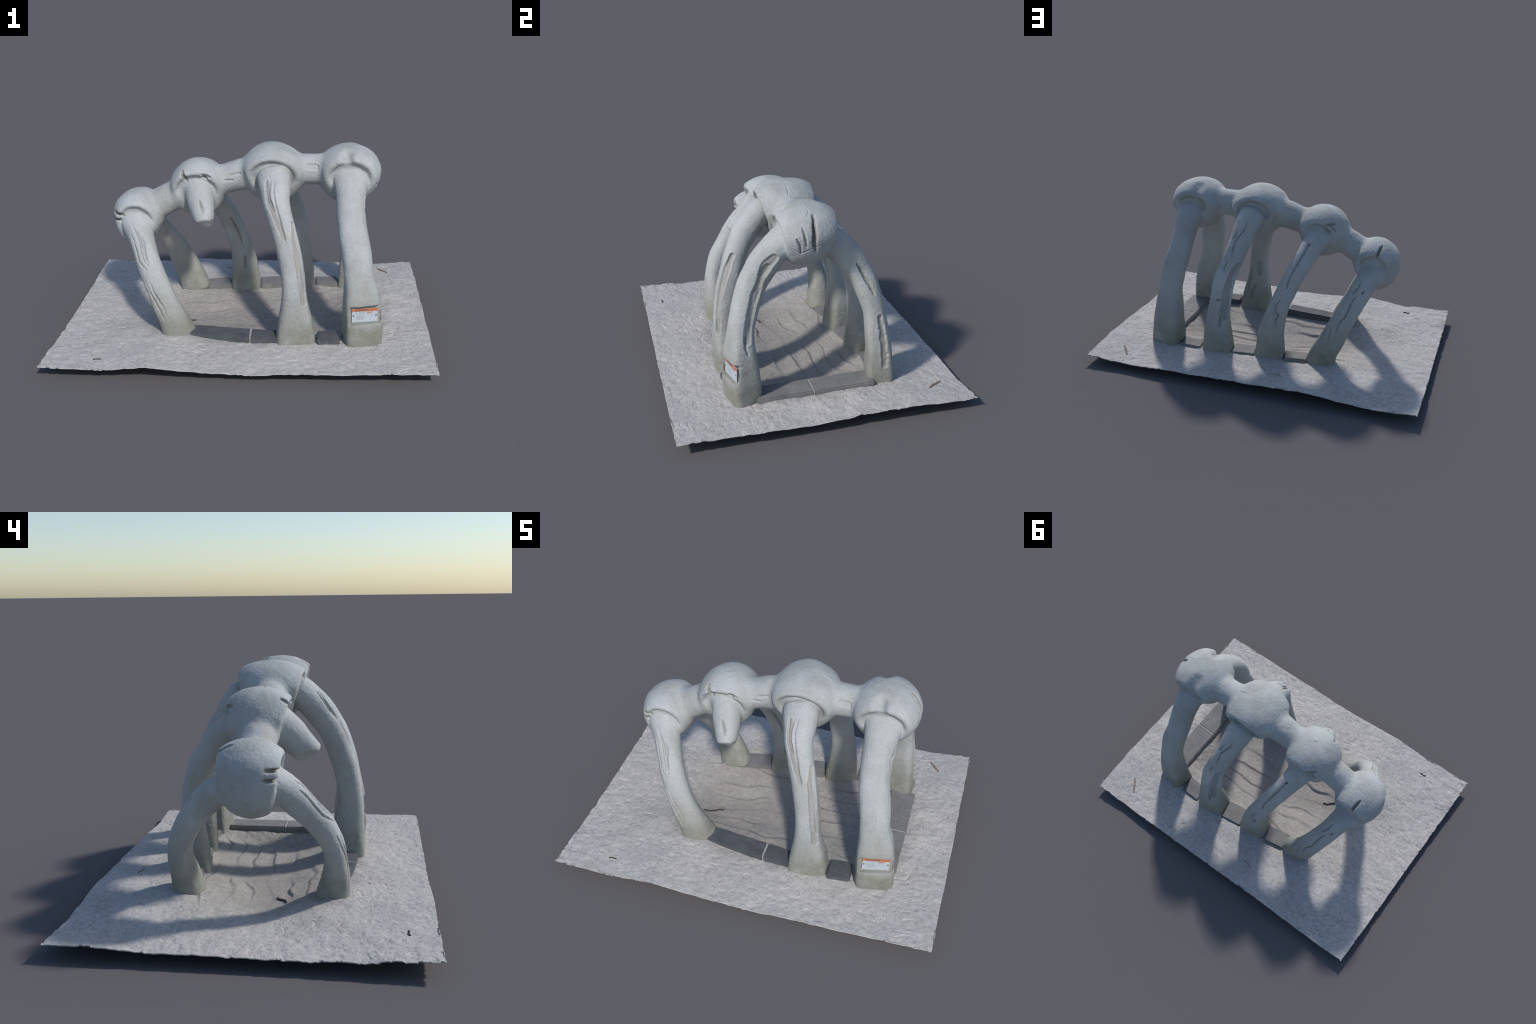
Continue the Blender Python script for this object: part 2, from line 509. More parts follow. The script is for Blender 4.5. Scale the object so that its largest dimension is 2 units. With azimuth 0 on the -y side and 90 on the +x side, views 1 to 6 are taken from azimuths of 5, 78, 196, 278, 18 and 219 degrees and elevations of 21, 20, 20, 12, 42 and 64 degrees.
def maths(nt, op, a, b=0.):
    n = nt.nodes.new('ShaderNodeMath')
    n.operation = op
    for sock, v in zip(n.inputs, (a, b)):
        if isinstance(v, (int, float)):
            sock.default_value = v
        else:
            nt.links.new(v, sock)
    return n.outputs[0]

def bump(nt, bsdf, height, strength, dist):
    n = nt.nodes.new('ShaderNodeBump')
    n.inputs['Strength'].default_value = strength
    n.inputs['Distance'].default_value = dist
    nt.links.new(height, n.inputs['Height'])
    nt.links.new(n.outputs['Normal'], bsdf.inputs['Normal'])

# ------------------------------------------------------------------ materials
def concrete(name, worn=0.):
    m, nt, b, co = new_material(name, .82)
    broad = noise(nt, co, 3.2, 4, .6)
    patch = noise(nt, co, 9, 5, .65, seed=3.1)
    grain = noise(nt, co, 160, 3, .6, seed=5.)
    base = ramp(nt, broad, (.25, CONCRETE_DARK), (.55, CONCRETE), (.8, CONCRETE_PALE))
    if worn:
        base = mix(nt, ramp(nt, patch, (.2, worn * worn * .6), (.7, worn)), base, CONCRETE_GROOVE if worn == 1 else CONCRETE_WORN)
    # darker olive tone, mostly low on the ribs
    sep = nt.nodes.new('ShaderNodeSeparateXYZ')
    nt.links.new(co, sep.inputs[0])
    low = nt.nodes.new('ShaderNodeMapRange')
    low.inputs['From Min'].default_value = .42
    low.inputs['From Max'].default_value = .13
    nt.links.new(sep.outputs['Z'], low.inputs['Value'])
    olive_low = maths(nt, 'MULTIPLY', low.outputs[0], ramp(nt, patch, (.28, .50), (.60, 1.)))
    base = mix(nt, maths(nt, 'MULTIPLY', olive_low, .95), base, CONCRETE_OLIVE)
    # weathering: drifts of brownish grey and rain streaks down the ribs
    weather = maths(nt, 'MULTIPLY', ramp(nt, noise(nt, co, 6.5, 5, .7, (1, 1, .45), 12.), (.46, 0.), (.66, 1.)), .42)
    base = mix(nt, weather, base, CONCRETE_STAIN)
    # scattered dark pores and mottling
    base = mix(nt, ramp(nt, patch, (.60, 0.), (.80, .35)), base, CONCRETE_DIRT)
    base = mix(nt, .30, base, ramp(nt, grain, (.25, .28), (.75, .72)), 'OVERLAY')
    v = nt.nodes.new('ShaderNodeTexVoronoi')
    v.inputs['Scale'].default_value = 21
    nt.links.new(co, v.inputs['Vector'])
    pore = maths(nt, 'MULTIPLY', ramp(nt, v.outputs['Distance'], (.03, 1.), (.075, 0.)), ramp(nt, noise(nt, co, 5, 2, .5, seed=8.), (.55, 0.), (.66, .8)))
    base = mix(nt, pore, base, (.09, .08, .07))
    # a few flecks of pale blue paint rubbed off inside the tall end arch
    near = nt.nodes.new('ShaderNodeVectorMath')
    near.operation = 'DISTANCE'
    nt.links.new(co, near.inputs[0])
    near.inputs[1].default_value = (.656, -.115, .800)
    fleck = maths(nt, 'MULTIPLY', ramp(nt, near.outputs['Value'], (.020, 1.), (.034, 0.)), ramp(nt, noise(nt, co, 75, 2, .5, seed=6.), (.54, 0.), (.60, .8)))
    base = mix(nt, fleck, base, (.36, .56, .62))
    nt.links.new(base, b.inputs['Base Color'])
    h = maths(nt, 'ADD', grain, maths(nt, 'MULTIPLY', noise(nt, co, 60, 4, .6, seed=2.), 1.3))
    bump(nt, b, h, .35, .003)
    return m

CONCRETE = (.405, .420, .420)
CONCRETE_PALE = (.475, .498, .510)
CONCRETE_DARK = (.335, .345, .335)
CONCRETE_OLIVE = (.198, .198, .160)
CONCRETE_STAIN = (.262, .255, .222)
CONCRETE_DIRT = (.285, .275, .245)
CONCRETE_WORN = (.300, .288, .270)
CONCRETE_GROOVE = (.245, .235, .212)
GRAVEL = (.425, .408, .394)
GRAVEL_PALE = (.500, .485, .470)
GRAVEL_DARK = (.320, .304, .290)
TROUGH_BROWN = (.262, .242, .222)

def gravel():
    m, nt, b, co = new_material('sandy_gravel', .95)
    broad = noise(nt, co, 4, 5, .6)
    mid = noise(nt, co, 45, 5, .7, seed=1.7)
    fine = noise(nt, co, 260, 2, .6, seed=4.)
    base = ramp(nt, mid, (.28, GRAVEL_DARK), (.48, GRAVEL), (.72, GRAVEL_PALE))
    base = mix(nt, .35, base, ramp(nt, broad, (.3, .38), (.7, .62)), 'OVERLAY')
    # browner, darker colour over the trough floor between the ribs
    sep = nt.nodes.new('ShaderNodeSeparateXYZ')
    nt.links.new(co, sep.inputs[0])
    ex = maths(nt, 'DIVIDE', maths(nt, 'SUBTRACT', sep.outputs['X'], .10), .66)
    ey = maths(nt, 'DIVIDE', sep.outputs['Y'], .40)
    r2 = maths(nt, 'ADD', maths(nt, 'POWER', maths(nt, 'ABSOLUTE', ex), 4.), maths(nt, 'POWER', maths(nt, 'ABSOLUTE', ey), 4.))
    r2 = maths(nt, 'ADD', r2, maths(nt, 'MULTIPLY', maths(nt, 'SUBTRACT', broad, .5), 1.4))
    sand = ramp(nt, maths(nt, 'MULTIPLY', r2, .5), (.05, 1.), (.70, 0.))
    trough_tint = mix(nt, .55, (TROUGH_BROWN), ramp(nt, mid, (.3, .35), (.7, .66)), 'OVERLAY')
    base = mix(nt, maths(nt, 'MULTIPLY', sand, .75), base, trough_tint)
    base = mix(nt, .32, base, ramp(nt, fine, (.25, .2), (.75, .8)), 'OVERLAY')
    # single coloured grit: white, bluish and reddish stones
    v = nt.nodes.new('ShaderNodeTexVoronoi')
    v.inputs['Scale'].default_value = 75
    nt.links.new(co, v.inputs['Vector'])
    spot = ramp(nt, v.outputs['Distance'], (.16, 1.), (.26, 0.))
    rnd = nt.nodes.new('ShaderNodeSeparateColor')
    nt.links.new(v.outputs['Color'], rnd.inputs[0])
    for ch, lo, col in (('Red', .86, (.62, .62, .64)), ('Green', .90, (.16, .22, .31)), ('Blue', .955, (.36, .20, .15)), ('Red', .0, (.16, .15, .15))):
        if lo:
            pick = ramp(nt, rnd.outputs[ch], (lo, 0.), (lo + .01, 1.))
        else:
            pick = ramp(nt, rnd.outputs[ch], (.10, 1.), (.11, 0.))
        base = mix(nt, maths(nt, 'MULTIPLY', maths(nt, 'MULTIPLY', spot, pick), .65), base, col)
    nt.links.new(base, b.inputs['Base Color'])
    h = maths(nt, 'ADD', maths(nt, 'MULTIPLY', mid, 2.), fine)
    bump(nt, b, h, .55, .004)
    return m

def stone(name, col, pale):
    m, nt, b, co = new_material(name, .8)
    broad = noise(nt, co, 14, 5, .65)
    fine = noise(nt, co, 190, 2, .6)
    base = ramp(nt, broad, (.3, col), (.75, pale))
    base = mix(nt, .35, base, ramp(nt, fine, (.3, .3), (.7, .7)), 'OVERLAY')
    nt.links.new(base, b.inputs['Base Color'])
    bump(nt, b, fine, .4, .002)
    return m

def plain(name, col, rough=.6, metal=0., var=.15):
    m, nt, b, co = new_material(name, rough)
    n = noise(nt, co, 90, 3)
    nt.links.new(mix(nt, var, col, ramp(nt, n, (.3, .3), (.7, .7)), 'OVERLAY'), b.inputs['Base Color'])
    b.inputs['Metallic'].default_value = metal
    return m

mat_concrete = concrete('weathered_concrete')
mat_worn = concrete('worn_concrete', .85)
mat_groove = concrete('dark_groove', 1.)
mat_gravel = gravel()
mat_kerb = stone('dark_slate', (.062, .066, .074), (.105, .110, .120))
mat_paver = stone('grey_slate', (.150, .148, .148), (.225, .220, .218))
mat_mortar = stone('pale_mortar', (.30, .295, .29), (.36, .35, .345))
mat_white = plain('sign_white', (.43, .47, .51), .4)
mat_orange = plain('sign_orange', (.46, .15, .065), .5)
mat_ink = plain('sign_ink', (.07, .075, .075), .6)
mat_faded = plain('sign_faded_print', (.36, .39, .42), .6)
mat_red = plain('sign_red_print', (.40, .20, .16), .6)
mat_steel = plain('screw_metal', (.20, .18, .15), .4, .7)
mat_twig = plain('dry_twig', (.25, .19, .145), .9)
mat_char = plain('charred_twig', (.06, .055, .05), .9)

# ------------------------------------------------------------------ scene tree
root = bpy.data.objects.new('climbing_sculpture', None)
bpy.context.collection.objects.link(root)
root['label'] = 'grey concrete rib cage climbing sculpture on sandy gravel patch'
root['category'] = 'playground sculpture'

def add(name, mesh, parent=root, mats=()):
    o = bpy.data.objects.new(name, mesh)
    bpy.context.collection.objects.link(o)
    o.parent = parent
    for m in mats:
        mesh.materials.append(m)
    return o

# ------------------------------------------------------------------ skin the solid (surface nets over the shape function)
H = .0065
LO = np.array([-.80, -.52, .0])
DIM = np.ceil((np.array([.80, .52, 1.09]) - LO) / H).astype(int)
axes = [LO[i] + H * np.arange(DIM[i]) for i in range(3)]

def block(lo, hi):
    sl = []
    for i in range(3):
        a = max(int((lo[i] - LO[i]) / H), 0)
        b = min(int((hi[i] - LO[i]) / H) + 2, DIM[i])
        sl.append(slice(a, b))
    g = np.meshgrid(*[axes[i][sl[i]] for i in range(3)], indexing='ij')
    return tuple(sl), np.stack([a.ravel() for a in g], 1), g[0].shape

# plate of the warning sign and the niche it sits in, on the front rib of the last vertebra
SIGN_C = np.array([.648, -.4085, .223])
SIGN_U = np.array([.970, .239, -.04]); SIGN_U /= np.linalg.norm(SIGN_U)
SIGN_N = np.array([.239, -.966, .05]); SIGN_N -= SIGN_U * (SIGN_N @ SIGN_U); SIGN_N /= np.linalg.norm(SIGN_N)
SIGN_V = np.cross(SIGN_N, SIGN_U)

def niche(p):
    w = p - SIGN_C
    u, v, n = w @ SIGN_U, w @ SIGN_V, w @ SIGN_N
    return np.maximum(np.maximum(np.abs(u - .001) - .086, np.abs(v - .001 - .06 * (u + .02)) - .049), -n - .004)

def field_rib(r, p):
    d = r.sdf(p)
    if r.name == 'D_front':
        d = smax(d, -niche(p), .005)
    if r.name != 'B_broken':
        d = np.maximum(d, ground(p[:, 0], p[:, 1]) - .022 - p[:, 2])
    return d

F = np.full(DIM, .08)
for k in knobs.values():
    sl, p, sh = block(k.lo, k.hi)
    F[sl] = np.minimum(F[sl], k.sdf(p).reshape(sh))
for b in bars.values():
    sl, p, sh = block(b.lo, b.hi)
    F[sl] = smin(F[sl], b.sdf(p).reshape(sh), .020)
for r in ribs.values():
    sl, p, sh = block(r.lo, r.hi)
    F[sl] = smin(F[sl], field_rib(r, p).reshape(sh), blend_rib(p).reshape(sh))

def surface_nets(F):
    neg = F < 0
    n = [d - 1 for d in F.shape]
    cnt = np.zeros(n, np.int8)
    for dx in (0, 1):
        for dy in (0, 1):
            for dz in (0, 1):
                cnt += neg[dx:dx + n[0], dy:dy + n[1], dz:dz + n[2]]
    act = (cnt > 0) & (cnt < 8)
    ids = np.full(n, -1, np.int64)
    cells = np.argwhere(act)
    ids[act] = np.arange(len(cells))
    acc = np.zeros((len(cells), 3))
    num = np.zeros(len(cells))
    cx, cy, cz = cells.T
    for ax in range(3):
        others = [a for a in range(3) if a != ax]
        for s in (0, 1):
            for t in (0, 1):
                o = [0, 0, 0]
                o[others[0]], o[others[1]] = s, t
                f0 = F[cx + o[0], cy + o[1], cz + o[2]]
                q = list(o)
                q[ax] = 1
                f1 = F[cx + q[0], cy + q[1], cz + q[2]]
                hit = (f0 < 0) != (f1 < 0)
                tt = np.where(hit, f0 / np.where(hit, f0 - f1, 1), 0)
                pos = np.tile(np.array(o, float), (len(cells), 1))
                pos[:, ax] = tt
                acc += pos * hit[:, None]
                num += hit
    V = LO + H * (cells + acc / num[:, None])
    quads = []
    for ax in range(3):
        b, c = (ax + 1) % 3, (ax + 2) % 3
        sl0 = [slice(None)] * 3
        sl1 = [slice(None)] * 3
        sl0[ax], sl1[ax] = slice(0, -1), slice(1, None)
        e = np.argwhere(neg[tuple(sl0)] != neg[tuple(sl1)])
        e = e[(e[:, b] > 0) & (e[:, c] > 0) & (e[:, b] < n[b]) & (e[:, c] < n[c])]
        inside = neg[tuple(e.T)]
        db, dc = np.eye(3, dtype=int)[b], np.eye(3, dtype=int)[c]
        q = np.stack([ids[tuple((e - db - dc).T)], ids[tuple((e - dc).T)], ids[tuple(e.T)], ids[tuple((e - db).T)]], 1)
        q[~inside] = q[~inside][:, ::-1]
        quads.append(q)
    return V, np.vstack(quads)

V, Q = surface_nets(F)
skin = bpy.data.meshes.new('skin')
skin.from_pydata(V.tolist(), [], Q.tolist())
tmp = bpy.data.objects.new('skin', skin)
bpy.context.collection.objects.link(tmp)
sm = tmp.modifiers.new('relax', 'SMOOTH'); sm.factor = .5; sm.iterations = 2
sd = tmp.modifiers.new('refine', 'SUBSURF'); sd.levels = 1; sd.render_levels = 1
dg = bpy.context.evaluated_depsgraph_get()
fine = bpy.data.meshes.new_from_object(tmp.evaluated_get(dg))
bpy.data.objects.remove(tmp)
nv = len(fine.vertices)
co = np.empty(nv * 3); fine.vertices.foreach_get('co', co); co = co.reshape(-1, 3)
nf = len(fine.polygons)
loops = np.empty(nf * 4, np.int64); fine.loops.foreach_get('vertex_index', loops); loops = loops.reshape(-1, 4)

def vertex_normals(co):
    d1 = co[loops[:, 2]] - co[loops[:, 0]]
    d2 = co[loops[:, 3]] - co[loops[:, 1]]
    fn = np.cross(d1, d2)
    N = np.zeros_like(co)
    for i in range(4):
        for a in range(3):
            N[:, a] += np.bincount(loops[:, i], fn[:, a], len(co))
    return N / (np.linalg.norm(N, axis=1)[:, None] + 1e-12)

# ------------------------------------------------------------------ relief on the skin
N = vertex_normals(co)
names = [('vertebra', k, knobs[k]) for k in knobs] + [('spine_bar', k, bars[k]) for k in bars] + \
        [('broken_rib' if k == 'B_broken' else 'rib', k, ribs[k]) for k in ribs]
dists = []
for kind, k, o in names:
    d = np.full(nv, 9.)
    m = np.all((co > o.lo - .02) & (co < o.hi + .02), 1)
    d[m] = o.sdf(co[m])
    dists.append(d + (.006 if kind == 'spine_bar' else 0))
owner = np.argmin(np.array(dists), 0)
disp = .0009 * fbm(co * 24, 3, 11) + .0036 * vnoise(co * 8, 5) + .0005 * vnoise(co * 120, 21)
carved = np.zeros(nv)
for (kind, k, o), d in zip(names, dists):
    near = np.flatnonzero((d < .03) if kind != 'vertebra' else (np.abs(d) < .010) & (owner == [x[1] for x in names].index(k)))
    p = co[near]
    if kind in ('rib', 'broken_rib') and MARKS[k]:
        _, arc, ang, rad = o.local(p)
        for pts, w, dep, soft in MARKS[k]:
            c = np.mean([a for _, a in pts])
            dang = (np.degrees(ang) - c + 180) % 360 - 180
            K = [(s * o.len, np.radians(a - c) * .062) for s, a in pts]
            wob = 1 + (.30 * vnoise(p * 70, 31) if w < .012 else .38 * vnoise(p * 18, 31))
            dist, along = polyline_distance(arc, np.radians(dang) * .062, K)
            tp = taper(along) if w < .010 else .75 + .3 * taper(along)
            if w < .010:       # narrow grooves lie in broad soft folds
                disp[near] -= .45 * dep * np.exp(-(dist / (w * 2.6)) ** 2) * tp
                w = w * 1.15
            disp[near] += cut(dist, w * wob * tp, dep * (.4 + .6 * tp), soft)
            carved[near[dist < w * tp * (.9 if w > .012 else .62)]] = 1 if w > .012 else 2
    if kind == 'vertebra':
        for key, a0, a1, half, depth in SLITS:      # the walls of the slits take the darker groove colour
            if key == k:
                wall = slit(a0, a1, half, depth, o.c)(co)
                carved[(wall > -.003) & (np.abs(o.sdf(co)) < .008) & (np.array([x[1] for x in names])[owner] == k)] = 2
    if kind == 'vertebra' and KNOB_MARKS[k]:
        w_ = p - o.c
        dirn = w_ / np.linalg.norm(w_, axis=1)[:, None]
        az = np.degrees(np.arctan2(dirn[:, 1], dirn[:, 0]))
        el = np.degrees(np.arcsin(dirn[:, 2]))
        for pts, w, dep, soft in KNOB_MARKS[k]:
            ca = np.mean([a for a, _ in pts]); ce = np.mean([e for _, e in pts])
            da = (az - ca + 180) % 360 - 180
            R = np.linalg.norm(w_, axis=1).mean()
            K = [(np.radians(a - ca) * math.cos(math.radians(ce)) * .15, np.radians(e) * .15) for a, e in pts]
            dist, along = polyline_distance(np.radians(da) * math.cos(math.radians(ce)) * .15, np.radians(el) * .15, K)
            tp = taper(along)
            disp[near] += cut(dist, w * tp * (1 + .2 * vnoise(p * 60, 33)), dep * (.3 + .7 * tp), soft)
            carved[near[dist < w * tp * .8]] = 2
    if kind == 'spine_bar' and BAR_MARKS[k]:
        cz = np.interp(p[:, 0], o.S[:, 0], o.S[:, 2])
        ang = np.degrees(np.arctan2(p[:, 2] - cz, -p[:, 1]))     # 0 faces -y, 90 is up
        for pts, w, dep, soft in BAR_MARKS[k]:
            K = [(x, np.radians(a) * .07) for x, a in pts]
            disp[near] += cut(polyline_distance(p[:, 0], np.radians(ang) * .07, K)[0], w, dep, soft)
co = co + N * disp[:, None]
N = vertex_normals(co)

# ------------------------------------------------------------------ split the skin into named parts
fo = owner[loops]
face_owner = fo[:, 0].copy()
face_owner = np.where(fo[:, 1] == fo[:, 2], fo[:, 1], face_owner)
fcarved = np.where((carved[loops] > 0).sum(1) >= 3, carved[loops].max(1), 0)
for i, (kind, k, o) in enumerate(names):
    fs = np.flatnonzero(face_owner == i)
    if not len(fs):
        continue
    used, inv = np.unique(loops[fs], return_inverse=True)
    me = bpy.data.meshes.new(kind)
    me.from_pydata(co[used].tolist(), [], inv.reshape(-1, 4).tolist())
    ob = add(kind, me, root, (mat_concrete, mat_worn, mat_groove))
    me.polygons.foreach_set('material_index', fcarved[fs].astype(np.int32))
    me.polygons.foreach_set('use_smooth', np.ones(len(fs), bool))
    me.normals_split_custom_set_from_vertices(N[used].tolist())
bpy.data.meshes.remove(fine)
bpy.data.meshes.remove(skin)

# ------------------------------------------------------------------ ground patch
GX, GY = 460, 340
gx, gy = np.meshgrid(np.linspace(-1, 1, GX), np.linspace(-.742, .742, GY), indexing='ij')
X, Y = gx.ravel(), gy.ravel()
P3 = np.stack([X, Y, 0 * X], 1)
Z = ground(X, Y)
inside = sstep(-.75, -.35, X) * (1 - sstep(.42, .60, X)) * (1 - sstep(.26, .36, np.abs(Y)))
# flaky crust: ridged noise, stretched along x
rough1 = fbm(P3 * [16, 22, 1], 4, 41)
rough2 = 1 - np.abs(vnoise(P3 * [20, 28, 1] + .8 * rough1[:, None], 47)) * 3
rough3 = vnoise(P3 * [95, 120, 1], 53)
patchy = .55 + .6 * vnoise(P3 * [3.1, 3.7, 1], 43)
Z = Z + (.0016 * rough1 + .0012 * rough2 * patchy + .0006 * rough3) * (1 - .45 * inside)
# broad lumps, and sparse cracks and flaked edges in the crust
Z = Z + .0020 * fbm(P3 * [9, 11, 1], 2, 44) * (1 - .4 * inside)
line = vnoise(P3 * [11, 19, 1] + .9 * vnoise(P3 * 16, 45)[:, None], 46)
Z = Z - .0040 * (1 - sstep(.0, .06, np.abs(line))) * sstep(.05, .5, vnoise(P3 * [6, 6, 1], 48)) * (1 - .6 * inside)
Z = Z - .0022 * sstep(.50, .75, vnoise(P3 * [24, 30, 1], 49)) * (1 - inside)
Z = Z + .005 * vnoise(P3 * [4.2, 5, 1], 59)
# terraces left by water, running along the trough
warp = Y + .05 * vnoise(P3 * [3.4, 3, 1], 61) + .02 * vnoise(P3 * [10, 9, 1], 62) + .06 * X * X
ph = warp / .095
fr = 1 - (ph - np.floor(ph))
Z = Z + inside * .012 * (sstep(.0, .20, fr) * (1 - fr) - .40) * np.clip(.6 + .8 * vnoise(P3 * [5, 8, 1], 63), .1, 1.3)
edge = (np.abs(X) > .999) | (np.abs(Y) > .741)
X2 = np.clip(X + np.where(np.abs(X) > .999, -.003 * np.sign(X) * (1 + vnoise(P3 * 14, 71)), 0), -1, 1)
Y2 = Y + np.where(np.abs(Y) > .741, -.003 * np.sign(Y) * (1 + vnoise(P3 * 14, 72)), 0)

Z = np.maximum(Z, .0045 + .3 * (Z - Z.min()))
idx = np.arange(GX * GY).reshape(GX, GY)
quads = np.stack([idx[:-1, :-1], idx[1:, :-1], idx[1:, 1:], idx[:-1, 1:]], -1).reshape(-1, 4)
gm = bpy.data.meshes.new('ground')
gm.from_pydata(np.stack([X2, Y2, Z], 1).tolist(), [], quads.tolist())
gm.polygons.foreach_set('use_smooth', np.ones(len(quads), bool))
gob = add('gravel_ground', gm, root, (mat_gravel,))
so = gob.modifiers.new('crust', 'SOLIDIFY'); so.thickness = .0045; so.offset = -1
GZ = Z.reshape(GX, GY)

def ground_at(x, y):
    i = int(round((x + 1) / 2 * (GX - 1))); j = int(round((y + .742) / 1.484 * (GY - 1)))
    return float(GZ[min(max(i, 0), GX - 1), min(max(j, 0), GY - 1)])

# ------------------------------------------------------------------ kerb stones
def kerb(name, a, b, c, d, top, bottom, mat, seed):
    """stone block on the quadrilateral a-b-c-d (counter-clockwise), worn edges"""
    bm = bmesh.new()
    lo = [bm.verts.new((*q, bottom)) for q in (a, b, c, d)]
    hi = [bm.verts.new((*q, t)) for q, t in zip((a, b, c, d), top)]
    bm.faces.new(lo[::-1]); bm.faces.new(hi)
    for i in range(4):
        j = (i + 1) % 4
        bm.faces.new((lo[i], lo[j], hi[j], hi[i]))
    bmesh.ops.recalc_face_normals(bm, faces=bm.faces)
    bmesh.ops.bevel(bm, geom=[e for e in bm.edges if any(v in hi for v in e.verts)], offset=.006, segments=2, affect='EDGES')
    for _ in range(3):
        long = [e for e in bm.edges if e.calc_length() > .014]
        if long:
            bmesh.ops.subdivide_edges(bm, edges=long, cuts=1, use_grid_fill=True)
    bmesh.ops.triangulate(bm, faces=bm.faces)
    bm.normal_update()
    pts = np.array([v.co[:] for v in bm.verts])
    n = .0013 * fbm(pts * 40, 3, seed) + .0012 * vnoise(pts * 12, seed + 9)
    for v, dn in zip(bm.verts, n):
        v.co += v.normal * float(dn)
    me = bpy.data.meshes.new(name)
    bm.to_mesh(me); bm.free()
    ob = add(name, me, root, (mat,))
    me.polygons.foreach_set('use_smooth', np.ones(len(me.polygons), bool))
    me.set_sharp_from_angle(angle=math.radians(45))
    return ob

def lerp(p, q, t):
    return tuple(p[i] + (q[i] - p[i]) * t for i in range(2))

def kerb_run(out0, out1, in1, in0, tops, mat, joint=None, seed=0):
    """one kerb between two feet; a joint splits it into two stones with a mortar line between"""
    cuts = [0, 1] if joint is None else [0, joint - .0025, joint + .0025, 1]
    for i in range(len(cuts) - 1):
        t0, t1 = cuts[i], cuts[i + 1]
        z0, z1 = tops[0] + (tops[1] - tops[0]) * t0, tops[0] + (tops[1] - tops[0]) * t1
        gap = joint is not None and i == 1
        dz = .0015 if gap else 0
        kerb('mortar_joint' if gap else 'kerb_stone', lerp(out0, out1, t0), lerp(out0, out1, t1), lerp(in0, in1, t1), lerp(in0, in1, t0),
             (z0 - dz, z1 - dz, z1 - dz, z0 - dz), .012, mat_mortar if gap else mat, seed + i)

kerb_run((-.285, -.366), (.205, -.420), (.205, -.322), (-.285, -.270), (.092, .084), mat_kerb, .680, 1)
kerb_run((.402, -.437), (.524, -.420), (.516, -.312), (.404, -.322), (.088, .085), mat_kerb, None, 11)
kerb_run((.520, .436), (.385, .440), (.390, .336), (.525, .328), (.082, .082), mat_paver, None, 21)
kerb_run((.185, .434), (.045, .414), (.060, .292), (.200, .312), (.086, .086), mat_paver, None, 31)
kerb_run((-.140, .400), (-.275, .376), (-.262, .272), (-.115, .296), (.090, .088), mat_paver, None, 41)
kerb_run((.742, -.305), (.740, .305), (.602, .300), (.606, -.295), (.086, .086), mat_paver, .475, 51)

# ------------------------------------------------------------------ warning sign
frame = Matrix(((SIGN_U[0], SIGN_V[0], SIGN_N[0], SIGN_C[0]), (SIGN_U[1], SIGN_V[1], SIGN_N[1], SIGN_C[1]),
                (SIGN_U[2], SIGN_V[2], SIGN_N[2], SIGN_C[2]), (0, 0, 0, 1)))

def box(name, parent, u0, u1, v0, v1, n0, n1, mat, bevel=.0):
    bm = bmesh.new()
    bmesh.ops.create_cube(bm, size=1)
    for v in bm.verts:
        v.co = Vector((u0 + (u1 - u0) * (v.co.x + .5), v0 + (v1 - v0) * (v.co.y + .5), n0 + (n1 - n0) * (v.co.z + .5)))
    if bevel:
        bmesh.ops.bevel(bm, geom=list(bm.edges), offset=bevel, segments=1, affect='EDGES')
    bm.transform(frame)
    me = bpy.data.meshes.new(name)
    bm.to_mesh(me); bm.free()
    return add(name, me, parent, (mat,))

SW, SH = .0685, .0385       # half width, half height of the plate
sign = box('warning_sign', root, -SW, SW, -SH, SH, .002, .006, mat_white, .0008)
box('sign_header', sign, -SW + .0005, SW - .0005, SH - .0165, SH - .0005, .0055, .0067, mat_orange)
box('sign_divider', sign, -.0012, .0002, -SH + .002, SH - .017, .0055, .0066, mat_faded)

def text_mesh(name, body, u, v, size, mat, parent):
    cu = bpy.data.curves.new(name, 'FONT')
    cu.body = body
    cu.size = size
    cu.align_x = 'LEFT'
    cu.extrude = .0004
    cu.offset = .0002
    to = bpy.data.objects.new(name, cu)
    bpy.context.collection.objects.link(to)
    me = bpy.data.meshes.new_from_object(to.evaluated_get(bpy.context.evaluated_depsgraph_get()))
    bpy.data.objects.remove(to)
    me.transform(frame @ Matrix.Translation((u, v, .0068)))
    return add(name, me, parent, (mat,))

text_mesh('header_lettering', 'WARNING', -.037, SH - .0130, .0115, mat_ink, sign)
bm = bmesh.new()
tri = [bm.verts.new((x, y, .0069)) for x, y in ((-.050, SH - .0140), (-.0405, SH - .0140), (-.0452, SH - .0035))]
top = bmesh.ops.extrude_face_region(bm, geom=[bm.faces.new(tri)])
for v in top['geom']:
    if isinstance(v, bmesh.types.BMVert):
        v.co.z += .0005
bm.transform(frame)
me = bpy.data.meshes.new('warning_triangle'); bm.to_mesh(me); bm.free()
add('warning_triangle', me, sign, (mat_ink,))
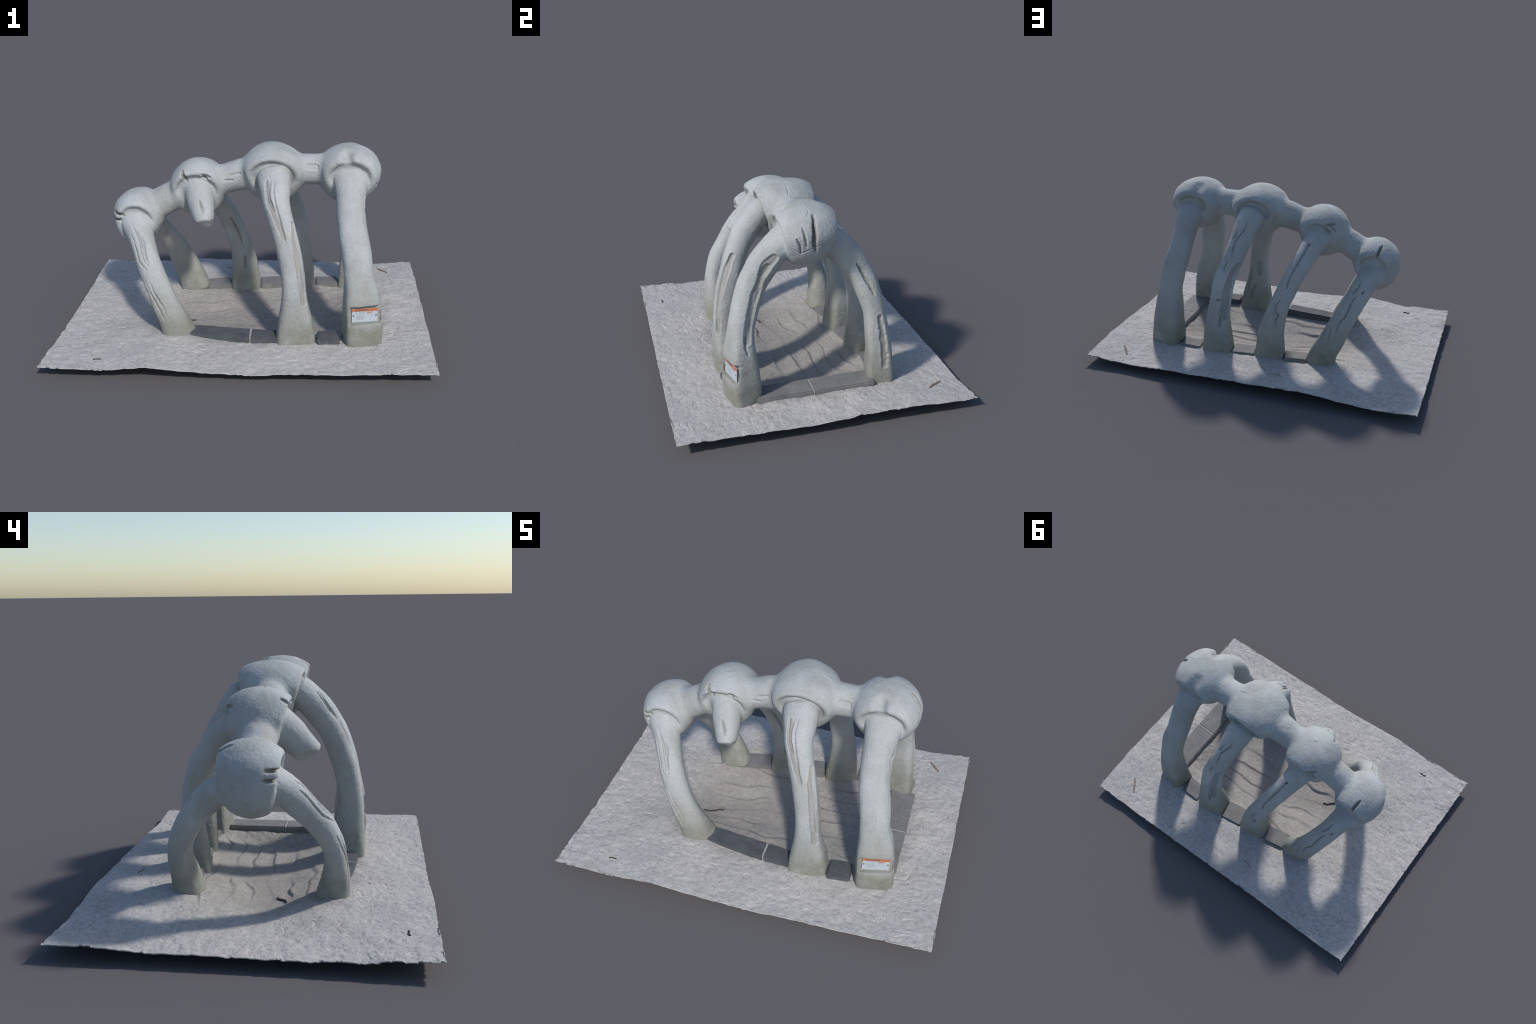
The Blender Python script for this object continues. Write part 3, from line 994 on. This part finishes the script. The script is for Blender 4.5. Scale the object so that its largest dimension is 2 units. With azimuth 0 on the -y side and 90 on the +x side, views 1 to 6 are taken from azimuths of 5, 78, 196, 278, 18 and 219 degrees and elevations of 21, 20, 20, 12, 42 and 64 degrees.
# faded illegible print: short lines of differing length
rows = [(.0155, -.049, -.038), (.0155, -.030, -.004), (.0105, -.047, -.005), (.0055, -.050, -.004), (-.0035, -.046, -.008),
        (-.0075, -.047, -.007), (-.0120, -.044, -.009), (-.0160, -.047, -.006), (-.0205, -.045, -.008), (-.0250, -.043, -.011)]
bm_rows = []
for v, u0, u1 in rows:
    box('print_line', sign, u0, u1, v, v + .0034, .0058, .0064, mat_faded)
for v, u0, u1, mt in ((.0150, .010, .044, mat_red), (.0105, .011, .037, mat_red), (.0020, .011, .044, mat_faded)):
    box('print_line', sign, u0, u1, v, v + .0036, .0058, .0064, mt)
for u in (-.0605, .0605):
    bm = bmesh.new()
    bmesh.ops.create_uvsphere(bm, u_segments=16, v_segments=8, radius=.0048)
    for v in bm.verts:
        v.co.z *= .55
    bm.transform(frame @ Matrix.Translation((u, -.0005, .006)))
    me = bpy.data.meshes.new('screw'); bm.to_mesh(me); bm.free()
    me.polygons.foreach_set('use_smooth', np.ones(len(me.polygons), bool))
    add('screw', me, sign, (mat_steel,))

# ------------------------------------------------------------------ twigs on the ground
def twig(name, pts, r, mat):
    cu = bpy.data.curves.new(name, 'CURVE')
    cu.dimensions = '3D'
    cu.bevel_depth = r
    cu.bevel_resolution = 2
    cu.use_fill_caps = True
    sp = cu.splines.new('POLY')
    sp.points.add(len(pts) - 1)
    for q, (x, y) in zip(sp.points, pts):
        q.co = (x, y, ground_at(x, y) + r * .6, 1)
        q.radius = random.uniform(.7, 1.1)
    to = bpy.data.objects.new(name, cu)
    bpy.context.collection.objects.link(to)
    me = bpy.data.meshes.new_from_object(to.evaluated_get(bpy.context.evaluated_depsgraph_get()))
    bpy.data.objects.remove(to)
    return add(name, me, root, (mat,))

twig('twig', [(.780, .640), (.796, .612), (.812, .590), (.838, .556)], .006, mat_twig)
twig('twig', [(.790, .625), (.806, .605), (.820, .572)], .004, mat_twig)
twig('twig', [(-.742, -.628), (-.725, -.620), (-.712, -.626), (-.700, -.622)], .004, mat_char)
twig('twig', [(-.395, -.118), (-.360, -.112), (-.335, -.095), (-.315, -.075), (-.290, -.070)], .0055, mat_char)
twig('twig', [(-.19, .60), (-.16, .585), (-.12, .585)], .002, mat_twig)
